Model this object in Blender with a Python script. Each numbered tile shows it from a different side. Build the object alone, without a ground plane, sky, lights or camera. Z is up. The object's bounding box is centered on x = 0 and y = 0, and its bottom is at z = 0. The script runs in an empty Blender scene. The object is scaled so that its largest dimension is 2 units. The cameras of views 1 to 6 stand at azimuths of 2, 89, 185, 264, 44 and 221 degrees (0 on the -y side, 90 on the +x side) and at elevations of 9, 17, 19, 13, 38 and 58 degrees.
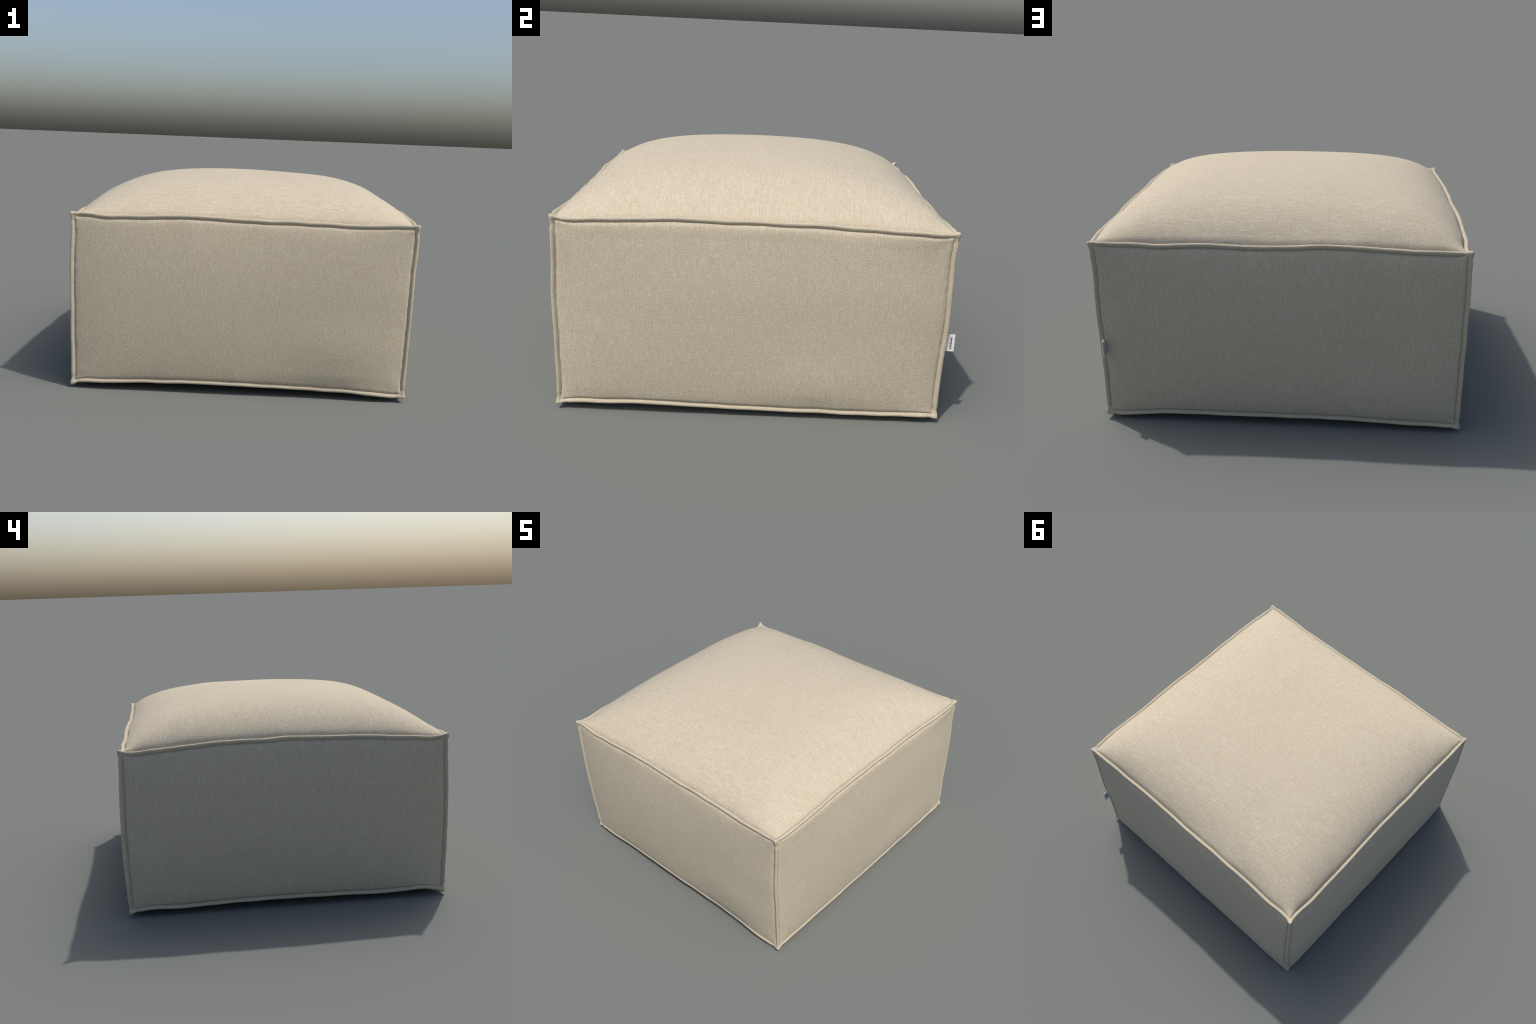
"""Square linen floor pouf: six stuffed fabric panels, twelve flanged piping
seams with little ears at the corners, and a small folded cloth tag."""
import bpy, bmesh, math
import numpy as np

RNG = np.random.default_rng(7)

# ------------------------------------------------------------------ helpers
def spline(ts, vs, t):
    """Catmull-Rom style cubic through the knots (ts, vs)."""
    ts, vs = np.asarray(ts, float), np.asarray(vs, float)
    m = np.gradient(vs, ts)
    i = np.clip(np.searchsorted(ts, t) - 1, 0, len(ts) - 2)
    h = ts[i + 1] - ts[i]
    u = (t - ts[i]) / h
    return ((2*u**3 - 3*u**2 + 1) * vs[i] + (u**3 - 2*u**2 + u) * h * m[i]
            + (-2*u**3 + 3*u**2) * vs[i + 1] + (u**3 - u**2) * h * m[i + 1])


def waves(x, freq, n=5, seed=0):
    """Smooth pseudo random wobble of about unit size."""
    r = np.random.default_rng(seed)
    out = 0
    for k in range(n):
        out = out + np.sin(x * freq * (0.55 + 0.35 * k) + r.uniform(0, 6.28)) * r.uniform(.5, 1)
    return out / (0.75 * math.sqrt(n))


def mesh_object(name, verts, faces, material, parent):
    me = bpy.data.meshes.new(name)
    me.from_pydata([tuple(v) for v in verts], [], [tuple(f) for f in faces])
    me.update()
    me.shade_smooth()
    me.materials.append(material)
    ob = bpy.data.objects.new(name, me)
    bpy.context.scene.collection.objects.link(ob)
    ob.parent = parent
    return ob

# ------------------------------------------------------------------ materials
def linen(name, u_axis, v_axis, streak=1.0, depth=4.0):
    """Slubby linen. u_axis runs across the long warp streaks, v_axis along them."""
    mat = bpy.data.materials.new(name)
    mat.use_nodes = True
    nt = mat.node_tree
    N, L = nt.nodes, nt.links
    bsdf = N['Principled BSDF']
    tc = N.new('ShaderNodeTexCoord')
    sep = N.new('ShaderNodeSeparateXYZ')
    L.new(tc.outputs['Object'], sep.inputs[0])

    def noise(su, sv, detail=2.0, rough=.55, off=0.0, dist=0.0):
        comb = N.new('ShaderNodeCombineXYZ')
        for ax, s, slot in ((u_axis, su, 0), (v_axis, sv, 1)):
            m = N.new('ShaderNodeMath'); m.operation = 'MULTIPLY_ADD'
            m.inputs[1].default_value = s
            m.inputs[2].default_value = off
            L.new(sep.outputs[ax], m.inputs[0])
            L.new(m.outputs[0], comb.inputs[slot])
        rest = ({'X', 'Y', 'Z'} - {u_axis, v_axis}).pop()
        m = N.new('ShaderNodeMath'); m.operation = 'MULTIPLY'
        m.inputs[1].default_value = depth
        L.new(sep.outputs[rest], m.inputs[0])
        L.new(m.outputs[0], comb.inputs[2])
        t = N.new('ShaderNodeTexNoise')
        t.inputs['Scale'].default_value = 1.0
        t.inputs['Detail'].default_value = detail
        t.inputs['Roughness'].default_value = rough
        t.inputs['Distortion'].default_value = dist
        L.new(comb.outputs[0], t.inputs['Vector'])
        return t.outputs['Fac']

    def ramp(fac, lo, hi):
        r = N.new('ShaderNodeMapRange')
        r.interpolation_type = 'SMOOTHSTEP'
        r.inputs['From Min'].default_value = lo
        r.inputs['From Max'].default_value = hi
        L.new(fac, r.inputs['Value'])
        return r.outputs[0]

    def mix(fac, a, b, amount=1.0):
        m = N.new('ShaderNodeMix'); m.data_type = 'RGBA'
        f = N.new('ShaderNodeMath'); f.operation = 'MULTIPLY'
        f.inputs[1].default_value = amount
        L.new(fac, f.inputs[0]); L.new(f.outputs[0], m.inputs['Factor'])
        for sock, val in ((m.inputs['A'], a), (m.inputs['B'], b)):
            if isinstance(val, tuple):
                sock.default_value = (*val, 1)
            else:
                L.new(val, sock)
        return m.outputs['Result']

    warp = noise(200, 30, 4, .7, 3.1)             # pale slubs along the warp
    warp_long = noise(310, 12, 2, .6, 13.7)
    weft = noise(42, 330, 3, .65, 9.7)            # thin cross threads
    flecks = noise(330, 260, 2, .6, 21.0)
    cloud = noise(9, 5, 2, .5, 40.0)
    col = mix(ramp(flecks, .34, .66), DARK, BASE)
    col = mix(ramp(weft, .53, .70), col, ROSE, .62 * streak)
    col = mix(ramp(weft, .47, .30), col, WARM, .72 * streak)
    col = mix(ramp(warp_long, .46, .28), col, WARM, .60 * streak)
    col = mix(ramp(warp, .52, .70), col, PALE, .78 * streak)
    col = mix(ramp(warp_long, .54, .72), col, PALE, .60 * streak)
    col = mix(ramp(cloud, .3, .75), col, PALE, .04)
    L.new(col, bsdf.inputs['Base Color'])
    bsdf.inputs['Roughness'].default_value = .95
    bsdf.inputs['Specular IOR Level'].default_value = .12
    bsdf.inputs['Sheen Weight'].default_value = .06
    bsdf.inputs['Sheen Roughness'].default_value = .5

    # thread relief
    add = N.new('ShaderNodeMath'); add.operation = 'ADD'
    L.new(noise(320, 60, 2, .5, 1.0), add.inputs[0])
    L.new(noise(60, 360, 2, .5, 5.0), add.inputs[1])
    grain = N.new('ShaderNodeMath'); grain.operation = 'MULTIPLY_ADD'
    L.new(noise(260, 260, 2, .5, 8.0), grain.inputs[0])
    grain.inputs[1].default_value = .8
    L.new(add.outputs[0], grain.inputs[2])
    bump = N.new('ShaderNodeBump')
    bump.inputs['Strength'].default_value = .52
    bump.inputs['Distance'].default_value = .003
    L.new(grain.outputs[0], bump.inputs['Height'])
    L.new(bump.outputs[0], bsdf.inputs['Normal'])
    return mat


def plain(name, colour, rough=.8):
    mat = bpy.data.materials.new(name)
    mat.use_nodes = True
    nt = mat.node_tree
    b = nt.nodes['Principled BSDF']
    tc = nt.nodes.new('ShaderNodeTexCoord')
    no = nt.nodes.new('ShaderNodeTexNoise'); no.inputs['Scale'].default_value = 420
    cr = nt.nodes.new('ShaderNodeValToRGB')
    cr.color_ramp.elements[0].color = (*[c * .92 for c in colour], 1)
    cr.color_ramp.elements[1].color = (*colour, 1)
    nt.links.new(tc.outputs['Object'], no.inputs['Vector'])
    nt.links.new(no.outputs['Fac'], cr.inputs[0])
    nt.links.new(cr.outputs[0], b.inputs['Base Color'])
    b.inputs['Roughness'].default_value = rough
    b.inputs['Specular IOR Level'].default_value = .2
    return mat

BASE = (.490, .428, .317)
DARK = (.412, .356, .261)
PALE = (.548, .530, .442)          # cool undyed slubs
ROSE = (.590, .497, .380)          # light warm cross threads
WARM = (.375, .318, .224)

LINEN_TOP = linen('linen_lying', 'Y', 'X')
LINEN_Y = linen('linen_upright', 'X', 'Z')
LINEN_X = linen('linen_upright_turned', 'Y', 'Z')
LINEN_PIPE = linen('linen_piping', 'X', 'Y', .5, 170.0)
TAG_WHITE = plain('tag_cloth', (.78, .77, .75))
TAG_INK = plain('tag_ink', (.035, .035, .04))

# ------------------------------------------------------------------ seam lines
# corner tips of the piping (x sign, y sign, z sign) -> position of the ear
EAR = .0055
TIP = {(-1, -1, 1): (-.952, -.963, 1.000), (1, -1, 1): (.967, -.961, 1.005),
       (1, 1, 1): (.967, .951, 1.004), (-1, 1, 1): (-.952, .951, 1.000),
       (-1, -1, -1): (-.946, -.961, .016), (1, -1, -1): (.946, -.963, .027),
       (1, 1, -1): (.940, .952, .027), (-1, 1, -1): (-.948, .947, .020)}
CORNER = {k: np.array([p - EAR * s for p, s in zip(v, k)]) for k, v in TIP.items()}

T13 = np.linspace(-.9, .9, 13)
T7 = np.linspace(-.9, .9, 7)
T9 = np.array([.08, .2, .3, .4, .5, .6, .7, .8, .92])      # heights on the upright edges
# edge key: (axis it runs along, signs of the two other axes in xyz order)
# value: stations, offset along first other axis, offset along second
EDGE = {
    (0, -1, 1): (T13, [-.953, -.957, -.955, -.953, -.952, -.947, -.947, -.948, -.945, -.946, -.948, -.954, -.955],
                 [.995, .987, .989, .997, 1.001, .998, .994, .992, .992, .991, .987, .993, .999]),
    (1, 1, 1): (T13, [.960, .966, .965, .960, .960, .957, .959, .962, .959, .957, .964, .968, .962],
                [.990, .997, 1.002, 1.010, 1.013, 1.010, 1.011, 1.011, 1.011, 1.004, 1.001, .997, .993]),
    (0, 1, 1): (T13, [.932, .933, .928, .929, .930, .929, .929, .924, .925, .925, .927, .933, .938],
                [.987, .987, .990, .997, 1.004, 1.001, .993, .989, .994, .993, .987, .993, .996]),
    (1, -1, 1): (T13, [-.940, -.943, -.941, -.941, -.944, -.943, -.941, -.942, -.945, -.947, -.945, -.944, -.935],
                 [.983, .990, .999, 1.009, 1.014, 1.018, 1.023, 1.017, 1.018, 1.012, 1.000, .989, .981]),
    (0, -1, -1): (T13, [-.960, -.966, -.963, -.963, -.965, -.965, -.963, -.959, -.955, -.954, -.957, -.962, -.955],
                  [.035, .045, .053, .056, .061, .062, .061, .058, .055, .052, .051, .042, .032]),
    (1, 1, -1): (T13, [.940, .943, .947, .949, .947, .946, .945, .943, .942, .941, .941, .940, .938],
                 [.042, .049, .055, .056, .051, .048, .045, .042, .041, .040, .039, .040, .038]),
    (0, 1, -1): (T7, [.942, .945, .946, .946, .946, .945, .943], [.031, .044, .056, .055, .053, .051, .029]),
    (1, -1, -1): (T7, [-.945, -.950, -.952, -.953, -.952, -.950, -.945], [.041, .047, .053, .059, .056, .046, .037]),
    # upright edges: stations are heights
    (2, -1, -1): (T9, [-.935, -.936, -.937, -.939, -.941, -.943, -.943, -.942, -.942],
                  [-.956, -.959, -.961, -.962, -.963, -.962, -.960, -.957, -.955]),
    (2, 1, -1): (T9, [.937, .939, .941, .945, .947, .947, .950, .956, .959],
                 [-.952, -.952, -.953, -.955, -.959, -.960, -.957, -.953, -.953]),
    (2, 1, 1): (T9, [.931, .932, .934, .936, .939, .944, .946, .948, .953],
                [.942, .940, .941, .943, .948, .948, .944, .941, .942]),
    (2, -1, 1): (T9, [-.938, -.937, -.937, -.938, -.940, -.942, -.943, -.943, -.943],
                 [.941, .945, .948, .949, .950, .949, .947, .945, .943]),
}


def others(axis):
    return [a for a in range(3) if a != axis]


def edge_curve(key, n, pinch=.0035):
    """n points of the piping centre line, from the low end to the high end."""
    axis, s1, s2 = key
    o1, o2 = others(axis)
    sg = [0, 0, 0]; sg[o1], sg[o2] = s1, s2
    sg[axis] = -1; a = CORNER[tuple(sg)]
    sg[axis] = 1; b = CORNER[tuple(sg)]
    st, f, g = EDGE[key]
    st = np.concatenate([[a[axis]], st, [b[axis]]])
    f = np.concatenate([[a[o1]], f, [b[o1]]])
    g = np.concatenate([[a[o2]], g, [b[o2]]])
    u = np.linspace(0, 1, n)
    t = a[axis] + (b[axis] - a[axis]) * u
    seed = (axis * 100 + (s1 + 1) * 10 + s2 + 1)
    fade = np.clip(np.minimum(u, 1 - u) / .08, 0, 1)
    P = np.zeros((n, 3))
    P[:, axis] = t
    end = np.minimum(t - a[axis], b[axis] - t)
    neck = pinch * np.exp(-((end - .036) / .018)**2)          # pinched in just before the ear
    P[:, o1] = spline(st, f, t) + .0009 * fade * waves(t, 16, seed=seed) - s1 * neck
    P[:, o2] = spline(st, g, t) + .0009 * fade * waves(t, 17, seed=seed + 5) - s2 * neck
    return P

# ------------------------------------------------------------------ the thing
pouf = bpy.data.objects.new('floor_pouf', None)
bpy.context.scene.collection.objects.link(pouf)
pouf['label'] = 'square beige linen floor pouf with piped seams and domed top'
pouf['category'] = 'pouf'

# ------------------------------------------------------------------ piping
RADIUS, FIN = .0105, .034


def build_piping():
    verts, faces = [], []
    arc = np.linspace(-math.pi / 2, math.pi / 2, 9)
    # finger shaped section: round nose, flat flanks running back into the cushion
    section = [(-FIN, -RADIUS)] + [(RADIUS * math.cos(a), RADIUS * math.sin(a)) for a in arc] + [(-FIN, RADIUS)]
    for key in EDGE:
        axis, s1, s2 = key
        o1, o2 = others(axis)
        P = edge_curve(key, 140)
        D = np.zeros(3); D[o1], D[o2] = s1 / math.sqrt(2), s2 / math.sqrt(2)
        Nn = np.zeros(3); Nn[o1], Nn[o2] = -s2 / math.sqrt(2), s1 / math.sqrt(2)
        seed = axis * 7 + s1 * 3 + s2 + 20
        end = np.minimum(P[:, axis] - P[0, axis], P[-1, axis] - P[:, axis])
        fat = 1 + .05 * waves(P[:, axis], 18, seed=seed) - .2 * np.exp(-((end - .034) / .016)**2)
        base = len(verts)
        m = len(section)
        for p, w in zip(P, fat):
            for d, q in section:
                verts.append(p + D * d + Nn * q * w)
        for i in range(len(P) - 1):
            for j in range(m):
                k = (j + 1) % m
                faces.append((base + i*m + j, base + i*m + k, base + (i+1)*m + k, base + (i+1)*m + j))
        faces.append(tuple(base + j for j in range(m))[::-1])
        faces.append(tuple(base + (len(P)-1)*m + j for j in range(m)))
    me = bpy.data.meshes.new('piping_raw')
    me.from_pydata([tuple(v) for v in verts], [], faces)
    bm = bmesh.new(); bm.from_mesh(me)
    from mathutils import Matrix
    for c in CORNER.values():
        bmesh.ops.create_icosphere(bm, subdivisions=3, radius=RADIUS * 1.02, matrix=Matrix.Translation(c))
    bmesh.ops.recalc_face_normals(bm, faces=bm.faces)
    bm.to_mesh(me); bm.free()
    ob = bpy.data.objects.new('piping_raw', me)
    bpy.context.scene.collection.objects.link(ob)
    rm = ob.modifiers.new('r', 'REMESH'); rm.mode = 'VOXEL'; rm.voxel_size = .0042
    sm = ob.modifiers.new('s', 'SMOOTH'); sm.factor = .5; sm.iterations = 4
    dg = bpy.context.evaluated_depsgraph_get()
    full = bpy.data.meshes.new_from_object(ob.evaluated_get(dg))
    bpy.data.objects.remove(ob)

    nv, nf = len(full.vertices), len(full.polygons)
    V = np.empty(nv * 3); full.vertices.foreach_get('co', V); V = V.reshape(-1, 3)
    VN = np.empty(nv * 3); full.vertices.foreach_get('normal', VN); VN = VN.reshape(-1, 3)
    cen = np.empty(nf * 3); full.polygons.foreach_get('center', cen); cen = cen.reshape(-1, 3)
    polys = [tuple(p.vertices) for p in full.polygons]
    keys = list(EDGE)
    dist = np.empty((len(keys), nf))
    for i, key in enumerate(keys):
        P = edge_curve(key, 140); ax = key[0]
        o1, o2 = others(ax)
        t = np.clip(cen[:, ax], P[0, ax], P[-1, ax])
        dist[i] = ((cen[:, o1] - np.interp(t, P[:, ax], P[:, o1]))**2
                   + (cen[:, o2] - np.interp(t, P[:, ax], P[:, o2]))**2 + (cen[:, ax] - t)**2)
    owner = dist.argmin(0)
    for i, key in enumerate(keys):
        mine = np.nonzero(owner == i)[0]
        remap, vs, fs = {}, [], []
        for f in mine:
            q = []
            for v in polys[f]:
                if v not in remap:
                    remap[v] = len(vs); vs.append(v)
                q.append(remap[v])
            fs.append(q)
        po = mesh_object('piping', V[vs], fs, LINEN_PIPE, pouf)
        po.data.normals_split_custom_set_from_vertices([tuple(n) for n in VN[vs]])

build_piping()

# ------------------------------------------------------------------ panels
INSET = .012


def relax(Q, passes=60):
    """The same line without its small wobbles, ends kept."""
    Q = Q.copy()
    for _ in range(passes):
        Q[1:-1] += .5 * ((Q[:-2] + Q[2:]) / 2 - Q[1:-1])
    return Q


def seam_curve(key, n, u, calm=False):
    """Sewing line on the cushion side of the piping, at parameters u in 0..1."""
    axis, s1, s2 = key
    o1, o2 = others(axis)
    P = edge_curve(key, 400, pinch=.001)
    w = np.linspace(0, 1, 400)
    if calm:
        P = relax(P)
        step = np.unique(np.append(np.arange(0, 400, 8), 399))
        P, w = relax(P[step], 40), w[step]
    Q = np.stack([np.interp(u, w, P[:, k]) for k in range(3)], 1)
    Q[:, o1] -= s1 * INSET
    Q[:, o2] -= s2 * INSET
    Q[:, axis] += INSET * (1 - 2 * u)
    return Q


def rim(d, width):
    k = np.clip(d / width, 0, 1)
    return np.sqrt(np.clip(1 - (1 - k)**2, 0, 1))


def dome(X, Y):
    """Height of the stuffed top above its seams, X and Y in -1..1."""
    skirt = ((1 - np.abs(X)**5.36) * (1 - np.abs(Y)**5.36))**.542
    lift = (.250 - .013*X + .001*Y - .084*X**2 - .090*Y**2 + .002*X*Y - .005*X**3
            + .012*X*X*Y + .0275*X*Y*Y + .104*X*X*Y*Y + .0035*X**4 - .0295*Y**4 - .05*np.clip(X, 0, 1)**10 - .04*np.clip(-X, 0, 1)**10
            - .03*np.clip(-Y, 0, 1)**10 - .01*np.clip(Y, 0, 1)**10)
    return skirt, skirt * lift


# soft hollows (-) and rises (+) of the stuffing: centre, spread, height, per panel
SWELL = {
    (2, 1): [(-.09, -.27, .30, .25, -.009), (.63, -.08, .16, .30, .007), (-.40, .62, .20, .18, -.006),
             (.05, .80, .35, .14, .006), (.52, .38, .18, .15, .005)],
    (1, -1): [(.62, -.52, .28, .40, .011)],
    (1, 1): [(-.55, -.15, .30, .55, -.010)],
    (0, 1): [(0, .72, 1.1, .34, -.006), (.35, -.70, .25, .25, .007)],
    (0, -1): [(.25, -.55, .25, .25, -.005)],
}


def build_panel(axis, sign, material, bulge):
    o1, o2 = others(axis)
    nu, nv = (190, 190 if axis == 2 else 130)

    def spread(n):          # finer rows near the seams
        x = np.linspace(-1, 1, n)
        x = .45 * x + .55 * np.sin(x * math.pi / 2)
        return (x + 1) / 2
    U, W = spread(nu), spread(nv)

    def key(along, other_sign):
        sg = {axis: sign, (o2 if along == o1 else o1): other_sign}
        a, b = others(along)
        return (along, sg[a], sg[b])
    keys = (key(o1, -1), key(o1, 1), key(o2, -1), key(o2, 1))
    par = (U, U, W, W)
    lo, hi, le, ri = [seam_curve(k, len(q), q, calm=True) for k, q in zip(keys, par)]
    wob = [seam_curve(k, len(q), q) - c for k, q, c in zip(keys, par, (lo, hi, le, ri))]
    u, w = U[:, None, None], W[None, :, None]
    P = ((1-w) * lo[:, None] + w * hi[:, None] + (1-u) * le[None] + u * ri[None]
         - ((1-u)*(1-w) * lo[0] + u*(1-w) * lo[-1] + (1-u)*w * hi[0] + u*w * hi[-1]))
    # the wobble of each seam dies out a hand's breadth into the panel
    M1 = 1.9; M2 = 1.9 if axis == 2 else .95
    P = (P + wob[0][:, None] * np.exp(-w*M2/.05) + wob[1][:, None] * np.exp(-(1-w)*M2/.05)
         + wob[2][None] * np.exp(-u*M1/.05) + wob[3][None] * np.exp(-(1-u)*M1/.05))
    L1 = 1.9; L2 = 1.9 if axis == 2 else .95
    u, w = U[:, None] + 0*W[None], W[None] + 0*U[:, None]
    seed = 50 + axis * 10 + sign
    pu, pw = .0016, .0009                     # gathers along the upright and the level seams
    d = [u*L1 + pu * waves(w*L2, 55, seed=seed), (1-u)*L1 + pu * waves(w*L2, 55, seed=seed+1),
         w*L2 + pw * waves(u*L1, 30, seed=seed+2), (1-w)*L2 + pw * waves(u*L1, 30, seed=seed+3)]
    R = 1
    for k in d:
        R = R * rim(k, .020)
    X, Y = 2*u - 1, 2*w - 1
    soft = np.clip(np.minimum(np.minimum(u, 1-u)*L1, np.minimum(w, 1-w)*L2) / .09, 0, 1)
    soft = soft * soft * (3 - 2 * soft)
    lump = .0016 * soft * (waves(X*L1*.5 + .6*Y*L2*.5, 3.5, seed=seed+7) + waves(Y*L2*.5 - .7*X*L1*.5, 3.2, seed=seed+8))
    swell = 0
    for cx, cy, sx, sy, amp in SWELL.get((axis, sign), ()):
        swell = swell + amp * soft * np.exp(-((X - cx) / sx)**2 - ((Y - cy) / sy)**2)
    if axis == 2 and sign > 0:
        skirt, h = dome(X, Y)
        P[..., 2] += skirt * (.982 - P[..., 2]) + h + .012 * R * (1 - skirt) + .3 * lump + swell
    elif axis == 2:
        belly = ((1 - np.abs(X)**5) * (1 - np.abs(Y)**5))**.8
        z = P[..., 2] - .012 * R - .085 * belly
        P[..., 2] = np.where(z < .02, .02 * np.exp((z - .02) / .02), z)   # squashed flat on the floor
        P[..., 2] -= P[..., 2].min()
    else:
        full = ((1 - np.abs(X)**4) * (1 - np.abs(Y)**3))**.62
        P[..., axis] += sign * (.0155 * R + bulge * full + .6 * lump + swell)
    idx = np.arange(nu * nv).reshape(nu, nv)
    quads = np.stack([idx[:-1, :-1], idx[1:, :-1], idx[1:, 1:], idx[:-1, 1:]], -1).reshape(-1, 4)
    outward = (sign > 0) != (axis == 1)
    if not outward:
        quads = quads[:, ::-1]
    return mesh_object('fabric_panel', P.reshape(-1, 3), quads.tolist(), material, pouf)


build_panel(2, 1, LINEN_TOP, None)
build_panel(2, -1, LINEN_TOP, None)
build_panel(1, -1, LINEN_Y, .034)
build_panel(1, 1, LINEN_Y, .045)
build_panel(0, -1, LINEN_X, .042)
build_panel(0, 1, LINEN_X, .037)

# ------------------------------------------------------------------ cloth tag
def build_tag():
    thick, y0, y1 = .0016, .930, .9985
    z_of = lambda y: (.390 - (y - .963) * .06, .4775)
    ny, nz = 24, 14
    prof = []
    ys = np.linspace(y0, y1, ny)
    centre = .9195 - .0035 * ((ys - y0) / (y1 - y0))**2
    for y, x in zip(ys, centre):                 # back layer going out
        prof.append((x - thick, y))
    for a in np.linspace(-math.pi/2, math.pi/2, 7)[1:-1]:      # folded end
        prof.append((centre[-1] + thick * math.sin(a), y1 + thick * math.cos(a)))
    for y, x in zip(ys[::-1], centre[::-1]):     # front layer coming back
        prof.append((x + thick, y))
    verts, faces = [], []
    m = len(prof)
    for k in range(nz):
        for x, y in prof:
            a, b = z_of(y)
            verts.append((x, y, a + (b - a) * k / (nz - 1)))
    for k in range(nz - 1):
        for j in range(m):
            l = (j + 1) % m
            faces.append((k*m + j, k*m + l, (k+1)*m + l, (k+1)*m + j))
    half = ny
    for k, flip in ((0, True), (nz - 1, False)):             # close the thin ends
        f = tuple(k*m + j for j in range(m))
        faces.append(f[::-1] if flip else f)
    tag = mesh_object('cloth_tag', verts, faces, TAG_WHITE, pouf)
    bm = bmesh.new(); bm.from_mesh(tag.data); bmesh.ops.recalc_face_normals(bm, faces=bm.faces)
    bm.to_mesh(tag.data); bm.free()
    tag.data.set_sharp_from_angle(angle=math.radians(50))
    from mathutils import Matrix, Vector
    for side in (1, -1):
        cu = bpy.data.curves.new('tag_lettering', 'FONT')
        cu.body = 'OPTISOFA'
        cu.align_x, cu.align_y = 'CENTER', 'CENTER'
        cu.size = .0155; cu.extrude = .0002; cu.offset = .00022
        tmp = bpy.data.objects.new('tag_lettering', cu)
        bpy.context.scene.collection.objects.link(tmp)
        dg = bpy.context.evaluated_depsgraph_get()
        me = bpy.data.meshes.new_from_object(tmp.evaluated_get(dg))
        bpy.data.objects.remove(tmp)
        xs = [v.co.x for v in me.vertices]
        width = max(xs) - min(xs)
        s = .066 / width
        # text x runs down the tag, letter tops point away from the seam (front)
        rot = Matrix(((0, 0, side), (0, side, 0), (-1, 0, 0))).to_4x4() if side == 1 else \
            Matrix(((0, 0, -1), (0, 1, 0), (1, 0, 0))).to_4x4()
        xc = .9195 - .0035 * ((.979 - y0) / (y1 - y0))**2
        me.transform(Matrix.Translation((xc + side * (thick + .0006), .9795, .4325)) @ rot @ Matrix.Diagonal((s, 1, 1, 1)))
        me.materials.clear(); me.materials.append(TAG_INK)
        lo = bpy.data.objects.new('tag_lettering', me)
        bpy.context.scene.collection.objects.link(lo)
        lo.parent = tag

build_tag()
